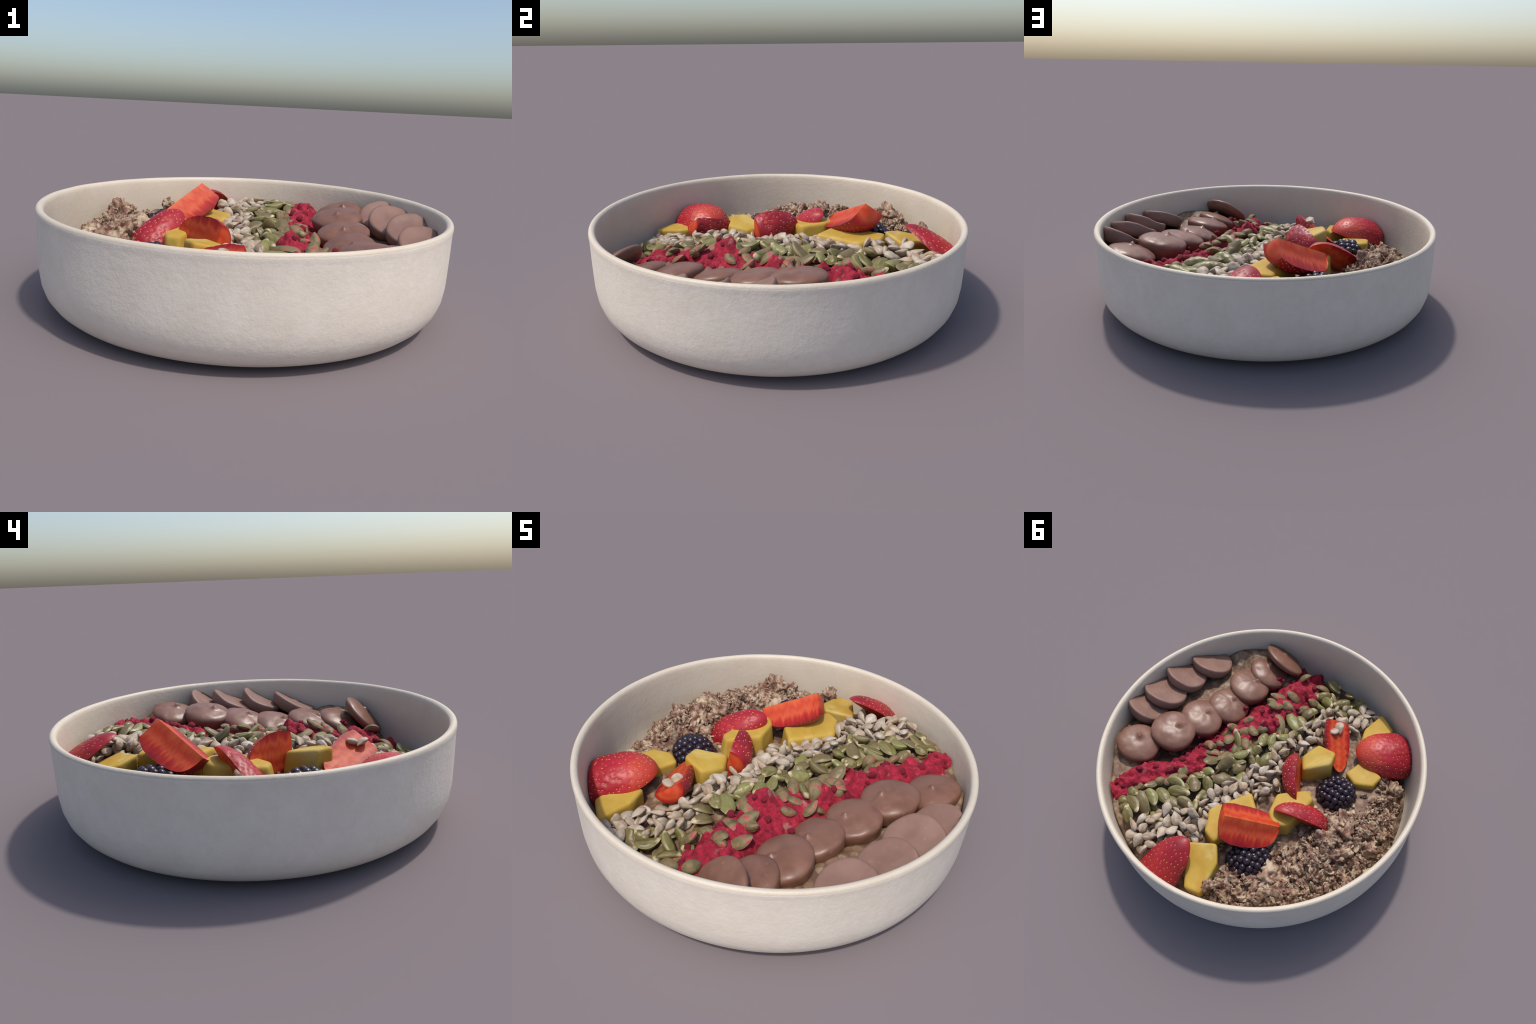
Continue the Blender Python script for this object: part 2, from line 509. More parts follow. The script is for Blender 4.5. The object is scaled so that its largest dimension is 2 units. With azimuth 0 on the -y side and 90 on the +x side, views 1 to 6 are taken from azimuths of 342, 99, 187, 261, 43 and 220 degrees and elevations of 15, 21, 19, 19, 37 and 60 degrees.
def flat_button(center, tilt, radius, seed, thick=0.075):
    """A chocolate button lying flat side up: a disc with a softly rounded, slightly scalloped edge."""
    r = random.Random(seed)
    na = 96
    off = Vector((r.uniform(0, 50), r.uniform(0, 50), 0))
    sag, wave = r.uniform(0.014, 0.026), r.uniform(-0.016, 0.016)   # softened and bent over the one below
    prof = [(0.25, 0), (0.5, 0), (0.72, -0.0004), (0.88, -0.001), (0.955, -0.003), (0.985, -0.008), (1.0, -0.016), (0.985, -0.034), (0.94, -0.055), (0.86, -thick), (0.5, -thick)]
    verts = [(0, 0, 0)]
    for rho, z in prof:
        for i in range(na):
            a = 2 * math.pi * i / na
            q = Vector((rho * math.cos(a), rho * math.sin(a), 0))
            k = 1 + 0.02 * noise.noise(Vector((math.cos(a) * 1.4, math.sin(a) * 1.4, 0)) + off)
            dz = sag * q.y * q.y - 0.5 * sag + wave * q.x * q.y + 0.006 * noise.noise(q * 1.6 + off) + 0.0012 * noise.noise(q * 6 + off)
            verts.append((radius * k * q.x, radius * k * q.y, z + dz))
    faces = [(0, 1 + i, 1 + (i + 1) % na) for i in range(na)]
    for k in range(len(prof) - 1):
        for i in range(na):
            a, b = 1 + k * na + i, 1 + k * na + (i + 1) % na
            faces.append((a, a + na, b + na, b))
    faces.append([1 + (len(prof) - 1) * na + i for i in range(na)])
    M = frame(center, (tilt[0], tilt[1], 1))
    add("chocolate_button", clamped_mesh("chocolate_button", verts, faces, M, CHOC_FLAT), buttons, M)

drops = empty("chocolate_drops", "row of overlapping melted milk chocolate drops", "chocolate")
for k, (c, t, r, nub) in enumerate([
        ((0.708, 0.388, 0.352), (-0.25, -0.15), 0.135, (0.10, -0.10)),
        ((0.596, 0.182, 0.360), (-0.18, -0.10), 0.143, (-0.12, -0.22)),
        ((0.543, -0.025, 0.322), (-0.19, -0.16), 0.140, (-0.10, -0.25)),
        ((0.484, -0.226, 0.290), (-0.30, -0.18), 0.136, (0.0, -0.30)),
        ((0.48, -0.437, 0.302), (-0.18, -0.20), 0.140, (-0.2, -0.30)),
        ((0.455, -0.620, 0.286), (-0.27, -0.30), 0.136, (0.2, -0.2))]):
    melted_button(c, t, r, 40 + k, nub=nub)
melted_button((0.425, -0.762, 0.318), (-0.37, -0.90), 0.148, 59, high=0.034, nub_h=0.004, flank=0.016)
buttons = empty("chocolate_buttons", "row of tilted flat chocolate buttons against the bowl wall", "chocolate")
for k, (c, t, r) in enumerate([
        ((0.862, 0.140, 0.388), (-0.20, -0.50), 0.134),
        ((0.850, -0.016, 0.394), (-0.06, -0.46), 0.142),
        ((0.846, -0.212, 0.384), (-0.12, -0.48), 0.138),
        ((0.800, -0.420, 0.366), (-0.06, -0.42), 0.142)]):
    flat_button(c, t, r, 80 + k)

# ------------------------------------------------------------------ berry powder
KNOBS = [(0.152, -0.255, 0.058, 0.080), (0.16, -0.62, 0.05, 0.025), (0.22, -0.44, 0.06, 0.03), (0.30, 0.02, 0.05, 0.02), (0.55, 0.66, 0.07, 0.012), (0.44, 0.36, 0.06, 0.012)]

def powder_edge(x, y):
    d = min(x - powder_inner(y), powder_outer(y) - x, (y + 0.83) * 0.6, 0.95 - math.hypot(x, y) + 0.03)
    return d + 0.055 * fbm((x, y, 3), 12, 3)

def powder_top(x, y):
    d = powder_edge(x, y)
    z = level(x, y) - 0.045 + 0.052 * float(smoothstep(-0.03, 0.035, d))
    z -= 0.075 * float(smoothstep(-0.15, 0.0, x - powder_outer(y))) * float(smoothstep(0.55, 0.25, y))
    z += 0.030 * fbm((x, y, 7), 13, 4) + 0.007 * fbm((x, y, 2), 55, 3)
    for kx, ky, s, h in KNOBS:
        q = ((x - kx) ** 2 + (y - ky) ** 2) / (s * s)
        z += h * math.exp(-q * q)
    return z

powder = empty("berry_powder", "crimson strip of crumbly freeze dried berry powder", "berry powder")
o = add("powder_strip", slab("powder_strip", powder_top, lambda x, y: powder_edge(x, y) + 0.03, POWDER, 0.0065, 0.08), powder)
o["kind"] = "stuff"

def crumb_mesh(name, mat, seed, sub=3, rough=0.4, ridge=0.25, squash=0.8):
    bm = bmesh.new()
    bmesh.ops.create_icosphere(bm, subdivisions=sub, radius=1)
    off = Vector((seed * 7.3, seed * 3.1, seed * 1.7))
    for v in bm.verts:
        p = v.co.copy()
        d = rough * fbm(p + off, 1.15, 4)
        d += ridge * (0.5 - abs(noise.noise(p * 2.3 + off)) * 2)
        cell = noise.voronoi(p * 1.5 + off)[0]
        d += 0.30 * (cell[1] - cell[0]) - 0.12
        v.co = p * max(0.4, 1 + d)
        v.co.z *= squash
    reach = max(v.co.length for v in bm.verts)
    for v in bm.verts:
        v.co *= 1.65 / reach
    me = bpy.data.meshes.new(name)
    bm.to_mesh(me); bm.free()
    me.materials.append(mat)
    me.polygons.foreach_set("use_smooth", [True] * len(me.polygons))
    return me

def place(loc, rot=(0, 0, 0), scale=(1, 1, 1)):
    from mathutils import Euler
    return Matrix.LocRotScale(Vector(loc), Euler(rot), Vector(scale))

def inside(x, y, z, size):
    return math.hypot(x, y) + size < wall_radius(max(z, 0.15)) - 0.002

crumbs = [crumb_mesh("powder_crumb", POWDER, 20 + k, 2, 0.3, 0.2) for k in range(4)]
r = random.Random(3)
for k in range(90):
    y = r.uniform(-0.80, 0.74)
    lo, hi = powder_inner(y), powder_outer(y)
    x = lo + (hi - lo) * r.choice([r.uniform(-0.35, 0.2), r.uniform(0, 1), r.uniform(0.8, 1.1)])
    s = r.uniform(0.006, 0.017)
    z = powder_top(x, y) if powder_edge(x, y) > 0 else level(x, y) - 0.01
    if inside(x, y, z, s):
        add("powder_crumb", crumbs[k % 4], powder, place((x, y, z), (r.uniform(0, 6), r.uniform(0, 6), 0), (s,) * 3))

# ------------------------------------------------------------------ seeds
def pumpkin_mesh(name, mat, bend, fat, seed):
    """Flat pointed oval, 12 cm long at this scale, with a raised rim round a domed face."""
    nr, na = 14, 44
    L, W, T = 0.060, 0.0370, 0.0175 * fat
    verts = []
    def outline(a):
        c, s = math.cos(a), math.sin(a)
        w = W * (1 - 0.22 * max(0, c) ** 2)          # narrower towards the pointed end
        x = L * (c * (1 + 0.10 * max(0, c) ** 6))
        return x, w * math.copysign(abs(s) ** 0.93, s)
    def lens(rho):
        dome = (1 - (rho / 0.95) ** 2) if rho < 0.95 else 0
        return T * max(dome, 0) ** 0.62 + 0.0042 * math.sqrt(max(0, 1 - rho ** 6))
    rows = [math.sin(t * math.pi / 2) for t in np.linspace(0, 1, nr)[1:]]
    def pt(rho, a, sgn):
        x, y = outline(a)
        x, y = x * rho, y * rho
        z = sgn * lens(rho) * (1 + 0.12 * noise.noise(Vector((x * 40, y * 40, seed + sgn))))
        return (x, y, z + bend * x * x * 3)
    verts.append((0, 0, lens(0)))
    for rho in rows:
        verts += [pt(rho, 2 * math.pi * i / na, 1) for i in range(na)]
    for rho in rows[-2::-1]:
        verts += [pt(rho, 2 * math.pi * i / na, -1) for i in range(na)]
    verts.append((0, 0, -lens(0)))
    n = len(rows) * 2 - 1
    faces = [(0, 1 + i, 1 + (i + 1) % na) for i in range(na)]
    for k in range(n - 1):
        for i in range(na):
            a, b = 1 + k * na + i, 1 + k * na + (i + 1) % na
            faces.append((a, a + na, b + na, b))
    last = len(verts) - 1
    faces += [(last, 1 + (n - 1) * na + (i + 1) % na, 1 + (n - 1) * na + i) for i in range(na)]
    return mesh_from(name, verts, faces, mat)

def sunflower_mesh(name, seed):
    """Teardrop kernel with a blunt end, a point and a faint keel."""
    nu, nv = 22, 24
    r = random.Random(seed)
    W, T, bend = r.uniform(0.0195, 0.0255), r.uniform(0.0130, 0.0180), r.uniform(-1.6, 1.6)
    verts = []
    for i in range(nu):
        s = i / (nu - 1)
        x = -0.043 + 0.086 * s
        w = math.sin(math.pi * s ** 0.66) ** 0.86 if 0 < s < 1 else 0
        for j in range(nv):
            a = 2 * math.pi * j / nv
            k = 1 + 0.20 * abs(math.cos(a)) ** 6 - 0.10 * max(0, math.sin(a)) ** 10 + 0.20 * noise.noise(Vector((x * 45, math.cos(a) * 1.4, math.sin(a) * 1.4 + seed)))
            verts.append((x, W * w * k * math.cos(a), T * w * k * math.sin(a) + bend * (x * x - 0.0005)))
    return mesh_from(name, verts, grid_faces(nu, nv, wrap_v=True), SUNFLOWER)

pumpkins = empty("pumpkin_seeds", "stripe of scattered flat green pumpkin seeds", "seeds")
P_MESH = [pumpkin_mesh("pumpkin_seed", PUMPKIN, b, f, k) for k, (b, f) in enumerate([(0.8, 1), (-0.9, 0.85), (1.6, 1.15), (0.2, 0.9)])]
P_DUST = [pumpkin_mesh("pumpkin_seed_dusted", DUSTED, b, f, 9 + k) for k, (b, f) in enumerate([(0.8, 1), (-0.9, 0.9)])]

# the seeds that lie on top: x, y, heading in degrees, length
TOP_SEEDS = [(0.421, 0.714, 164, 0.147), (0.381, 0.678, 149, 0.163), (0.36, 0.612, 159, 0.117), (0.323, 0.56, 165, 0.134), (0.474, 0.658, 174, 0.081),
    (0.502, 0.755, 17, 0.076), (0.474, 0.808, 37, 0.07), (0.397, 0.791, 141, 0.109), (0.43, 0.554, 74, 0.09), (0.406, 0.501, 74, 0.08), (0.322, 0.44, 12, 0.14),
    (0.269, 0.483, 25, 0.153), (0.18, 0.513, 10, 0.107), (0.325, 0.391, 74, 0.085), (0.221, 0.388, 142, 0.122), (0.254, 0.316, 22, 0.085), (0.164, 0.332, 141, 0.118),
    (0.117, 0.237, 42, 0.138), (0.178, 0.144, 56, 0.144), (0.229, 0.261, 18, 0.096), (0.27, 0.181, 85, 0.138), (0.097, 0.109, 89, 0.106), (0.143, 0.032, 50, 0.113),
    (0.245, -0.036, 139, 0.144), (0.184, -0.047, 143, 0.108), (0.13, -0.016, 156, 0.104), (0.106, -0.134, 108, 0.114), (0.064, -0.179, 112, 0.106), (0.091, -0.046, 84, 0.085),
    (0.004, -0.042, 94, 0.124), (0.018, -0.241, 56, 0.113), (0.114, -0.306, 141, 0.157), (0.2, -0.148, 156, 0.093), (0.31, 0.053, 27, 0.088), (0.251, -0.407, 3, 0.08),
    (0.047, -0.379, 153, 0.165), (-0.004, -0.402, 152, 0.125), (0.024, -0.509, 76, 0.115), (0.058, -0.619, 40, 0.105), (0.175, -0.549, 10, 0.121), (-0.004, -0.698, 163, 0.128),
    (0.044, -0.734, 43, 0.126), (-0.08, -0.761, 53, 0.122), (0.097, -0.784, 24, 0.112), (0.056, -0.852, 169, 0.121), (0.229, -0.742, 74, 0.095), (-0.141, -0.75, 32, 0.075),
    (0.072, -0.913, 14, 0.1), (-0.081, -0.861, 149, 0.11), (0.176, -0.452, 3, 0.123), (0.243, -0.406, 15, 0.08)]
r = random.Random(11)
taken = []
for k, (x, y, h, L) in enumerate(TOP_SEEDS):
    s = L / 0.122
    on_powder = powder_edge(x, y) > 0.012
    z = level(x, y) + 0.006 + r.uniform(-0.006, 0.008) + (0.012 if on_powder else 0)
    me = P_DUST[k % 2] if on_powder or (x - seed_border(y) > 0.6 * (powder_inner(y) - seed_border(y)) and r.random() < 0.4) else P_MESH[k % 4]
    x2, y2 = (x, y) if math.hypot(x, y) < 0.88 else (x * 0.88 / math.hypot(x, y), y * 0.88 / math.hypot(x, y))
    flip = math.pi if r.random() < 0.5 else 0
    add("pumpkin_seed", me, pumpkins, place((x2, y2, z), (r.gauss(0, 0.5), r.gauss(0, 0.32), math.radians(h) + flip), (s, min(1.12, s ** 0.5), 1.0)))
    taken.append((x2, y2))
# seeds half hidden below them
n = 0
while n < 85:
    y = r.uniform(-0.90, 0.84)
    lo, hi = float(seed_border(y)) + 0.0, float(powder_inner(y)) + 0.03
    x = r.uniform(lo, hi) if r.random() < 0.82 else lo - r.uniform(0, 0.06)
    if math.hypot(x, y) > 0.885:
        continue
    gap = min(math.hypot(x - a, y - b) for a, b in taken)
    n += 1
    z = level(x, y) - 0.036 + (0.018 if gap > 0.045 else 0) + r.uniform(-0.006, 0.006)
    me = P_DUST[n % 2] if powder_edge(x, y) > -0.03 else P_MESH[n % 4]
    s = r.uniform(0.75, 1.05)
    add("pumpkin_seed", me, pumpkins, place((x, y, z), (r.gauss(0, 0.5), r.gauss(0, 0.35), r.uniform(0, 6.28)), (s, s, 1)))

# powdered seeds lying on the berry strip
n = 0
while n < 12:
    y = r.uniform(-0.72, 0.15)
    x = r.uniform(float(powder_inner(y)) + 0.02, float(powder_outer(y)) - 0.08)
    n += 1
    s = r.uniform(0.7, 1.0)
    add("pumpkin_seed", P_DUST[n % 2], pumpkins, place((x, y, powder_top(x, y) + 0.004), (r.gauss(0, 0.5), r.gauss(0, 0.4), r.uniform(0, 6.28)), (s, s, 1)))

sunflowers = empty("sunflower_seeds", "stripe of pale grey hulled sunflower seeds", "seeds")
S_MESH = [sunflower_mesh("sunflower_seed", k) for k in range(7)]
def sow(count, gap, dz, tilt, tries=9000):
    placed = []
    for _ in range(tries):
        if len(placed) >= count:
            break
        y = r.uniform(-0.84, 0.92)
        x = r.uniform(float(fruit_border(y)) - 0.015, float(seed_border(y)) - 0.012 + 0.03 * noise.noise(Vector((y * 9, 0.5, 0))))
        if math.hypot(x, y) > 0.905 or any((x - a) ** 2 + (y - b) ** 2 < gap * gap for a, b in placed):
            continue
        placed.append((x, y))
        z = level(x, y) + dz - 0.035 * float(smoothstep(0.04, -0.02, x - fruit_border(y))) + r.uniform(-0.009, 0.011) + 0.012 * noise.noise(Vector((x * 7, y * 7, 4)))
        s = r.uniform(0.82, 1.14)
        add("sunflower_seed", S_MESH[len(placed) % 7], sunflowers,
            place((x, y, z), (r.uniform(0, 6.28), r.gauss(0, tilt), r.uniform(0, 6.28)), (s, s * r.uniform(0.85, 1.12), s)))
sow(112, 0.050, 0.012, 0.42)
sow(110, 0.049, -0.030, 0.55)
# a few kernels lie on the halved berry
for x, y, z, h in [(-0.235, -0.505, 0.350, 2.3), (-0.215, -0.455, 0.352, 0.6)]:
    add("sunflower_seed", S_MESH[2], sunflowers, place((x, y, z), (0.4, 0.2, h)))

# ------------------------------------------------------------------ strawberries
def berry_radius(s, blunt=3.0):
    """Relative radius from the cut stem end (0) to the tip (1)."""
    return (1 - s ** blunt) ** (1.8 / blunt) * (0.80 + 0.20 * min(1.0, s / 0.22) ** 0.7)

def strawberry(label, stem, tip, cut, span, radius, seed, skin=None, achenes=110, hollow=0.004, squash=1.0, blunt=3.0):
    """A piece of strawberry: a sector of a solid of revolution about stem->tip.
    cut points away from the skin; span is the angle of skin that is left, in degrees."""
    rr = random.Random(seed)
    stem, tip = Vector(stem), Vector(tip)
    a = (tip - stem); L = a.length; a.normalize()
    w = Vector(cut); w = (w - a * w.dot(a)).normalized()
    b = w.cross(a)
    M = Matrix((a, b, w)).transposed().to_4x4(); M.translation = stem
    half = math.radians(span) / 2
    off = Vector((seed * 5.1, seed * 2.3, seed * 0.7))
    # achene sites on a spiral, evenly by area
    sites = []
    for k in range(achenes):
        s = 0.05 + 0.90 * (k + 0.5) / achenes
        ph = ((k * 2.39996) % (2 * math.pi)) / (2 * math.pi) * 2 - 1
        if rr.random() < 0.25 + 0.75 * berry_radius(s):
            sites.append((min(0.97, max(0.03, s + rr.gauss(0, 0.014))), max(-0.97, min(0.97, ph + rr.gauss(0, 0.035))) * half))
    def skin_pt(s, ph, dimple=True):
        R = radius * berry_radius(s, blunt)
        p = Vector((s * L, R * math.sin(ph), -R * math.cos(ph) * squash))
        d = 1 + 0.035 * noise.noise(p * 11 + off)
        if dimple:
            for s2, p2 in sites:
                q = ((s - s2) * L) ** 2 + ((ph - p2) * R) ** 2
                if q < 0.0009:
                    d -= 0.0042 / radius * math.exp(-q / 0.000090)
        return Vector((p.x, p.y * d, p.z * d))
    root = empty("strawberry", label, "strawberry", (0, 0, 0))
    root.matrix_world = M
    nu, nv = 64, 64
    S = [1 - (1 - t) ** 1.25 for t in np.linspace(0, 1, nu)]
    PH = np.linspace(-half, half, nv)
    sk = [skin_pt(s, ph) for s in S for ph in PH]
    add("skin", clamped_mesh("skin", sk, grid_faces(nu, nv), M, skin or SKIN), root)
    # flesh: the two cut sides running in from the skin to the core, and the stem end
    verts, faces = [], []
    nw = 14
    for side in (0, 1):
        base = len(verts)
        for i in range(nu):
            for j in range(nw):
                t = j / (nw - 1)
                e = skin_pt(S[i], PH[0 if side == 0 else -1])
                p = e * (1 - t); p.x = e.x
                nrm = Vector((0, math.cos(half) * (1 if side else -1), math.sin(half)))
                ends = min(1.0, S[i] * 8)
                p -= nrm * ends * hollow * math.sin(math.pi * t) * (1 if span < 170 else 0.4)
                p += nrm * ends * 0.0025 * noise.noise(p * 22 + off) * math.sin(math.pi * t)
                if span >= 170:
                    p.z -= 0.005 * t * t * math.sin(math.pi * min(1, S[i] * 1.2)) # shallow core groove
                verts.append(p)
        faces += [tuple(base + q for q in f) for f in grid_faces(nu, nw)]
    base = len(verts)
    rings = 7
    for k in range(rings):
        for j in range(nv):
            e = skin_pt(0, PH[j])
            t = k / (rings - 1)
            verts.append(Vector((-0.012 * math.sin(math.pi * t) * math.sin(math.pi * j / (nv - 1)), e.y * (1 - t), e.z * (1 - t))))
    faces += [tuple(base + q for q in f) for f in grid_faces(rings, nv)]
    me = clamped_mesh("flesh", verts, faces, M, mat_strawberry_flesh(radius))
    bm = bmesh.new(); bm.from_mesh(me)
    bmesh.ops.remove_doubles(bm, verts=bm.verts, dist=1e-5)
    bmesh.ops.recalc_face_normals(bm, faces=bm.faces)
    for e in bm.edges:
        e.smooth = e.calc_face_angle(0) < 0.6
    bm.to_mesh(me); bm.free()
    add("flesh", me, root)
    # achenes
    verts, faces = [], []
    for s, ph in sites:
        p = skin_pt(s, ph)
        q = skin_pt(min(0.999, s + 0.01), ph)
        t = (q - p).normalized()
        side = (skin_pt(s, ph + 0.03, False) - skin_pt(s, ph - 0.03, False)).normalized()
        nrm = side.cross(t).normalized()
        if nrm.dot(p - Vector((p.x, 0, 0))) < 0:
            nrm = -nrm
        base = len(verts)
        L1, W1, H1 = rr.uniform(0.0052, 0.0068), 0.0032, 0.0022
        for la in (-0.5, 0.0, 0.5):
            for lo in range(8):
                an = lo * math.pi / 4
                c = math.cos(la * math.pi * 0.66)
                verts.append(p + nrm * (0.0006 + H1 * math.sin(la * math.pi * 0.66)) + t * L1 * c * math.cos(an) + side * W1 * c * math.sin(an))
        faces += [tuple(base + x for x in f) for f in grid_faces(3, 8, wrap_v=True)]
        faces.append([base + x for x in range(8)]); faces.append([base + 16 + x for x in range(8)])
    o = add("achenes", clamped_mesh("achenes", verts, faces, M, ACHENE), root)
    o["kind"] = "stuff"

strawberry("quarter strawberry with orange red cut faces upward", (-0.135, 0.480, 0.520), (-0.385, 0.295, 0.385), (-0.28, -0.15, 1), 108, 0.160, 1, blunt=5.0, hollow=0.008)
strawberry("halved strawberry standing on edge, seeded skin outward", (-0.185, -0.165, 0.315), (-0.335, 0.075, 0.335), (-0.85, -0.5, 0.15), 175, 0.118, 2)
strawberry("halved strawberry leaning with seeded skin up", (-0.520, 0.095, 0.180), (-0.292, 0.236, 0.400), (-0.36, 0.80, -0.50), 165, 0.118, 3)
strawberry("strawberry wedge leaning on the wall, skin up", (0.05, 1.0, 0.175), (-0.037, 0.690, 0.432), (0.0, -0.5, -0.75), 150, 0.140, 4, squash=0.7)
strawberry("large half strawberry with red and orange skin", (-0.665, -0.690, 0.180), (-0.418, -0.440, 0.290), (0.45, 0.40, -0.8), 190, 0.166, 5, blunt=3.4, squash=0.84, skin=BLUSH, achenes=170)
strawberry("halved strawberry lying cut side up under seeds", (-0.195, -0.545, 0.352), (-0.405, -0.275, 0.270), (-0.45, -0.33, 0.85), 178, 0.098, 6)

# ------------------------------------------------------------------ apple pieces
def apple_piece(label, top, z_top, z_low, lean, seed, shrink=0.92, tilt=(0, 0)):
    """A chunk with flat cut faces: a convex block over the corner points of its upper face."""
    rr = random.Random(seed)
    c = np.mean(top, axis=0)
    pts = []
    for k, (x, y) in enumerate(top):
        pts.append((x, y, z_top + tilt[0] * (x - c[0]) + tilt[1] * (y - c[1])))
        q = c + (np.array([x, y]) - c) * shrink + np.array(lean)
        pts.append((q[0], q[1], z_low))
    o = np.mean(pts, axis=0)
    bm = bmesh.new()
    for p in pts:
        bm.verts.new(Vector(p) - Vector(o))
    res = bmesh.ops.convex_hull(bm, input=bm.verts)
    junk = list({g for g in res["geom_interior"] + res["geom_unused"] if isinstance(g, bmesh.types.BMVert)})
    if junk:
        bmesh.ops.delete(bm, geom=junk, context="VERTS")
    bmesh.ops.dissolve_limit(bm, angle_limit=0.12, verts=bm.verts, edges=bm.edges)
    bmesh.ops.bevel(bm, geom=list(bm.edges), offset=0.024, segments=5, profile=0.6, affect="EDGES", clamp_overlap=True)
    bmesh.ops.triangulate(bm, faces=bm.faces)
    for _ in range(5):
        long = [e for e in bm.edges if e.calc_length() > 0.022]
        if not long:
            break
        bmesh.ops.subdivide_edges(bm, edges=long, cuts=1)
        bmesh.ops.triangulate(bm, faces=bm.faces)
    bmesh.ops.smooth_vert(bm, verts=bm.verts, factor=0.5, use_axis_x=True, use_axis_y=True, use_axis_z=True)
    off = Vector((seed * 3.7, seed, 0))
    for v in bm.verts:
        v.co += v.co.normalized() * 0.004 * noise.noise(v.co * 11 + off)
    W = clamp_to_bowl([v.co + Vector(o) for v in bm.verts])
    for v, p in zip(bm.verts, W):
        v.co = Vector(p) - Vector(o)
    me = bpy.data.meshes.new("apple_piece")
    bm.to_mesh(me); bm.free()
    me.materials.append(APPLE)
    me.polygons.foreach_set("use_smooth", [True] * len(me.polygons))
    ob = add("apple_piece", me, None, Matrix.Translation(Vector(o)))
    ob["label"], ob["category"] = label, "apple"

apple_piece("broad yellow apple chunk beneath a strawberry", [(-0.088, 0.205), (0.042, 0.450), (-0.035, 0.580), (-0.13, 0.60), (-0.215, 0.30)], 0.352, 0.18, (0.0, 0.0), 1, 1.06, (-0.06, 0.02))
apple_piece("upright yellow apple chunk with a sharp corner", [(-0.165, -0.20), (-0.20, -0.33), (-0.335, -0.33), (-0.36, -0.235), (-0.235, -0.115)], 0.350, 0.17, (0, 0.01), 2, 1.12, (-0.22, -0.06))
apple_piece("yellow apple wedge between two strawberries", [(-0.26, 0.255), (-0.215, 0.12), (-0.345, -0.03), (-0.41, 0.005), (-0.345, 0.12), (-0.40, 0.25), (-0.33, 0.30)], 0.345, 0.17, (0, 0), 3, 1.16, (0.08, 0.10))
apple_piece("yellow apple chunk beside the wall strawberry", [(0.0, 0.685), (-0.155, 0.59), (-0.235, 0.68), (-0.267, 0.87), (-0.16, 0.90)], 0.328, 0.18, (0, 0), 4, 0.92, (0, -0.22))
apple_piece("flat yellow apple slice beside a large strawberry", [(-0.434, -0.30), (-0.465, -0.44), (-0.64, -0.42), (-0.635, -0.325), (-0.53, -0.262)], 0.268, 0.15, (0, 0), 5)
apple_piece("greenish yellow apple chunk low by the wall", [(-0.375, -0.56), (-0.335, -0.67), (-0.357, -0.85), (-0.50, -0.78), (-0.504, -0.62)], 0.250, 0.12, (0, 0), 6, 0.95, (0, 0.08))

# ------------------------------------------------------------------ blackberries
def blackberry(label, center, axes, rot, seed, count=96, size=0.0225):
    rr = random.Random(seed)
    root = empty("blackberry", label, "blackberry")
    root.matrix_world = place(center, rot)
    bm = bmesh.new(); bmesh.ops.create_icosphere(bm, subdivisions=4, radius=1)
    for v in bm.verts:
        v.co = Vector((v.co.x * axes[0], v.co.y * axes[1], v.co.z * axes[2])) * 0.84
    core = bpy.data.meshes.new("core"); bm.to_mesh(core); bm.free()
    core.materials.append(BLACKBERRY)
    core.polygons.foreach_set("use_smooth", [True] * len(core.polygons))
    add("core", core, root)
    bm = bmesh.new(); bmesh.ops.create_icosphere(bm, subdivisions=3, radius=1)
    me = bpy.data.meshes.new("drupelet"); bm.to_mesh(me); bm.free()
    me.materials.append(BLACKBERRY)
    me.polygons.foreach_set("use_smooth", [True] * len(me.polygons))
    for k in range(count):
        z = 1 - 2 * (k + 0.5) / count
        a = k * 2.39996
        q = math.sqrt(1 - z * z)
        p = Vector((z * axes[0], q * math.cos(a) * axes[1], q * math.sin(a) * axes[2])) * 0.85
        p += Vector((rr.gauss(0, 0.0025), rr.gauss(0, 0.0025), rr.gauss(0, 0.0025)))
        s = size * rr.uniform(0.82, 1.15)
        d = bpy.data.objects.new("drupelet", me)
        link(d, root)
        d.matrix_local = place(p, (rr.uniform(0, 6), rr.uniform(0, 6), 0), (s, s, s * 0.95))

blackberry("plump glossy black blackberry", (-0.468, -0.155, 0.230), (0.128, 0.118, 0.092), (0.1, 0.25, 0.6), 1)
blackberry("blackberry tucked beneath a strawberry", (-0.335, 0.530, 0.258), (0.140, 0.108, 0.090), (0.0, 0.1, 0.75), 2)

# ------------------------------------------------------------------ granola
def granola_level(x, y):
    z = 0.312 - 0.9 * sunk(x, y) - 0.055 * float(smoothstep(0.12, 0.0, granola_border(y) - x)) - 0.06 * float(smoothstep(-0.10, -0.45, y))
    for bx, by, size, h in ((-0.635, 0.665, 0.085, 0.075), (-0.63, 0.19, 0.09, 0.04), (-0.64, 0.345, 0.06, 0.03), (-0.63, -0.21, 0.12, -0.085), (-0.72, -0.42, 0.09, 0.05)):
        z += h * math.exp(-((x - bx) ** 2 + (y - by) ** 2) / (size * size))
    return z

def granola_edge(x, y):
    return min(granola_border(y) + 0.045 - x, 0.95 - math.hypot(x, y) + 0.05, (y + 0.60) * 0.8) + 0.02 * fbm((x, y, 9), 12, 2)

def granola_top(x, y):
    p = Vector((x, y, 1.3))
    c = noise.voronoi(p * 15)[0]
    z = granola_level(x, y) - 0.085 + 0.050 * float(smoothstep(-0.03, 0.03, granola_edge(x, y)))
    return z + 0.030 * (c[1] - c[0]) + 0.018 * fbm(p, 20, 4)

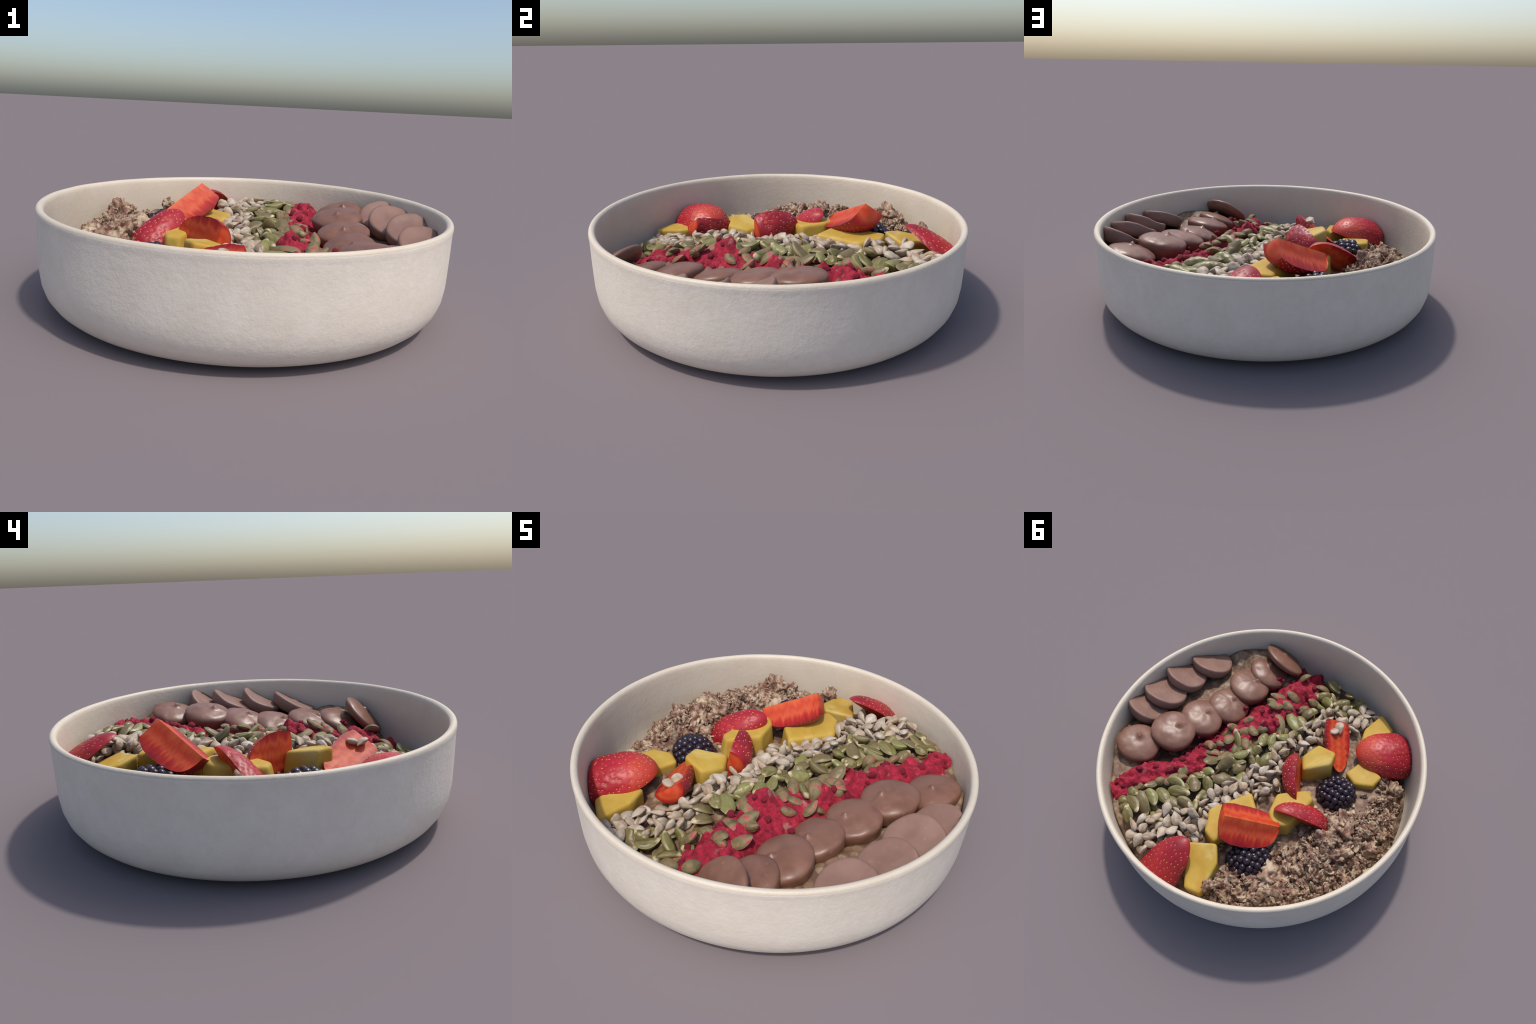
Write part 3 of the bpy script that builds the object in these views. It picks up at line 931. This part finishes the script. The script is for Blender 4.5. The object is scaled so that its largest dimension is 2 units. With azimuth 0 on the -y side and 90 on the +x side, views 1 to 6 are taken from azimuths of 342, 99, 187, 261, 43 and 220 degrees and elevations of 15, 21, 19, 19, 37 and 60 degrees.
granola = empty("granola", "heap of crumbly brown and beige granola clusters", "granola")
o = add("granola_crumble", slab("granola_crumble", granola_top, lambda x, y: granola_edge(x, y) + 0.03, GRANOLA, 0.0085, 0.10), granola)
o["kind"] = "stuff"
G_MESH = [crumb_mesh("granola_cluster", CLUSTER, 1 + k, 4, 0.66, 0.40, 0.85) for k in range(9)]
r = random.Random(5)
placed = []
tries = 0
while len(placed) < 190 and tries < 20000:
    tries += 1
    x, y = r.uniform(-0.95, -0.2), r.uniform(-0.58, 0.92)
    if granola_edge(x, y) < 0.0:
        continue
    s = r.choice([0.026, 0.036, 0.046, 0.056, 0.066, 0.076]) * r.uniform(0.85, 1.15)
    z = granola_level(x, y) - 0.55 * s + r.uniform(-0.010, 0.016)
    if z - 1.6 * s < 0.055 or not inside(x, y, z, s * 1.6) or any((x - a) ** 2 + (y - b) ** 2 < (0.66 * (s + t)) ** 2 for a, b, t in placed):
        continue
    placed.append((x, y, s))
    add("granola_cluster", G_MESH[len(placed) % 9], granola,
        place((x, y, z), (r.uniform(0, 6.28), r.uniform(0, 6.28), r.uniform(0, 6.28)), (s, s * r.uniform(0.6, 1.1), s * r.uniform(0.5, 1.0))))
for x, y, z, s in [(-0.580, 0.625, 0.335, 0.056), (-0.525, 0.690, 0.310, 0.044), (-0.650, 0.560, 0.312, 0.044), (-0.62, 0.18, 0.312, 0.06), (-0.28, 0.80, 0.325, 0.040)]:
    add("granola_cluster", G_MESH[int(s * 1000) % 9], granola, place((x, y, z), (s * 90, s * 40, s * 70), (s, s * 0.9, s * 0.85)))

# loose rolled oats: thin dished flakes, paler than the clusters
def flake_mesh(seed):
    rr = random.Random(seed)
    na, rows = 22, [(0.35, 1), (0.7, 1), (0.93, 1), (1.0, 0), (0.93, -1), (0.7, -1), (0.35, -1)]
    p1, p2 = rr.uniform(0, 6), rr.uniform(0.05, 0.16)
    verts = [(0, 0, 0.0035)]
    for rho, side in rows:
        for i in range(na):
            a = 2 * math.pi * i / na
            k = 1 + p2 * math.cos(2 * a + p1) + 0.12 * noise.noise(Vector((math.cos(a) * 2, math.sin(a) * 2, seed)))
            x, y = 0.026 * rho * k * math.cos(a), 0.018 * rho * k * math.sin(a)
            verts.append((x, y, 0.0035 * side + 9 * (x * x - 0.6 * y * y) + 0.003 * noise.noise(Vector((x * 70, y * 70, seed)))))
    verts.append((0, 0, -0.0035))
    faces = [(0, 1 + i, 1 + (i + 1) % na) for i in range(na)]
    n = len(rows)
    for k in range(n - 1):
        for i in range(na):
            a, b = 1 + k * na + i, 1 + k * na + (i + 1) % na
            faces.append((a, a + na, b + na, b))
    last = len(verts) - 1
    faces += [(last, 1 + (n - 1) * na + (i + 1) % na, 1 + (n - 1) * na + i) for i in range(na)]
    return mesh_from("oat_flake", verts, faces, OAT)

F_MESH = [flake_mesh(k) for k in range(5)]
n = 0
while n < 110:
    x, y = r.uniform(-0.92, -0.22), r.uniform(-0.55, 0.9)
    if granola_edge(x, y) < 0.01:
        continue
    near = [t for a, b, t in placed if (x - a) ** 2 + (y - b) ** 2 < (0.7 * t) ** 2]
    z = granola_level(x, y) - 0.02 + (0.25 * max(near) if near else 0.0)
    if z < 0.11 or not inside(x, y, z, 0.045):
        continue
    n += 1
    q = r.uniform(0.7, 1.2)
    add("oat_flake", F_MESH[n % 5], granola, place((x, y, z), (r.gauss(0, 0.6), r.gauss(0, 0.6), r.uniform(0, 6.28)), (q, q, q)))

# crumbs and flakes that have rolled between the pieces of fruit
n = 0
while n < 90:
    y = r.uniform(-0.45, 0.80)
    lo, hi = float(granola_border(y)) - 0.03, float(fruit_border(y))
    x = lo + (hi - lo) * r.random() ** 1.3
    z = bed(x, y)
    if math.hypot(x, y) > 0.86:
        continue
    n += 1
    q = r.uniform(0.7, 1.1)
    if n % 2:
        add("oat_flake", F_MESH[n % 5], granola, place((x, y, z + 0.006), (r.gauss(0, 0.4), r.gauss(0, 0.4), r.uniform(0, 6.28)), (q, q, q)))
    else:
        c = 0.024 * q
        add("granola_cluster", G_MESH[n % 9], granola, place((x, y, z + 0.004), (r.uniform(0, 6), r.uniform(0, 6), r.uniform(0, 6)), (c, c * 0.8, c * 0.7)))
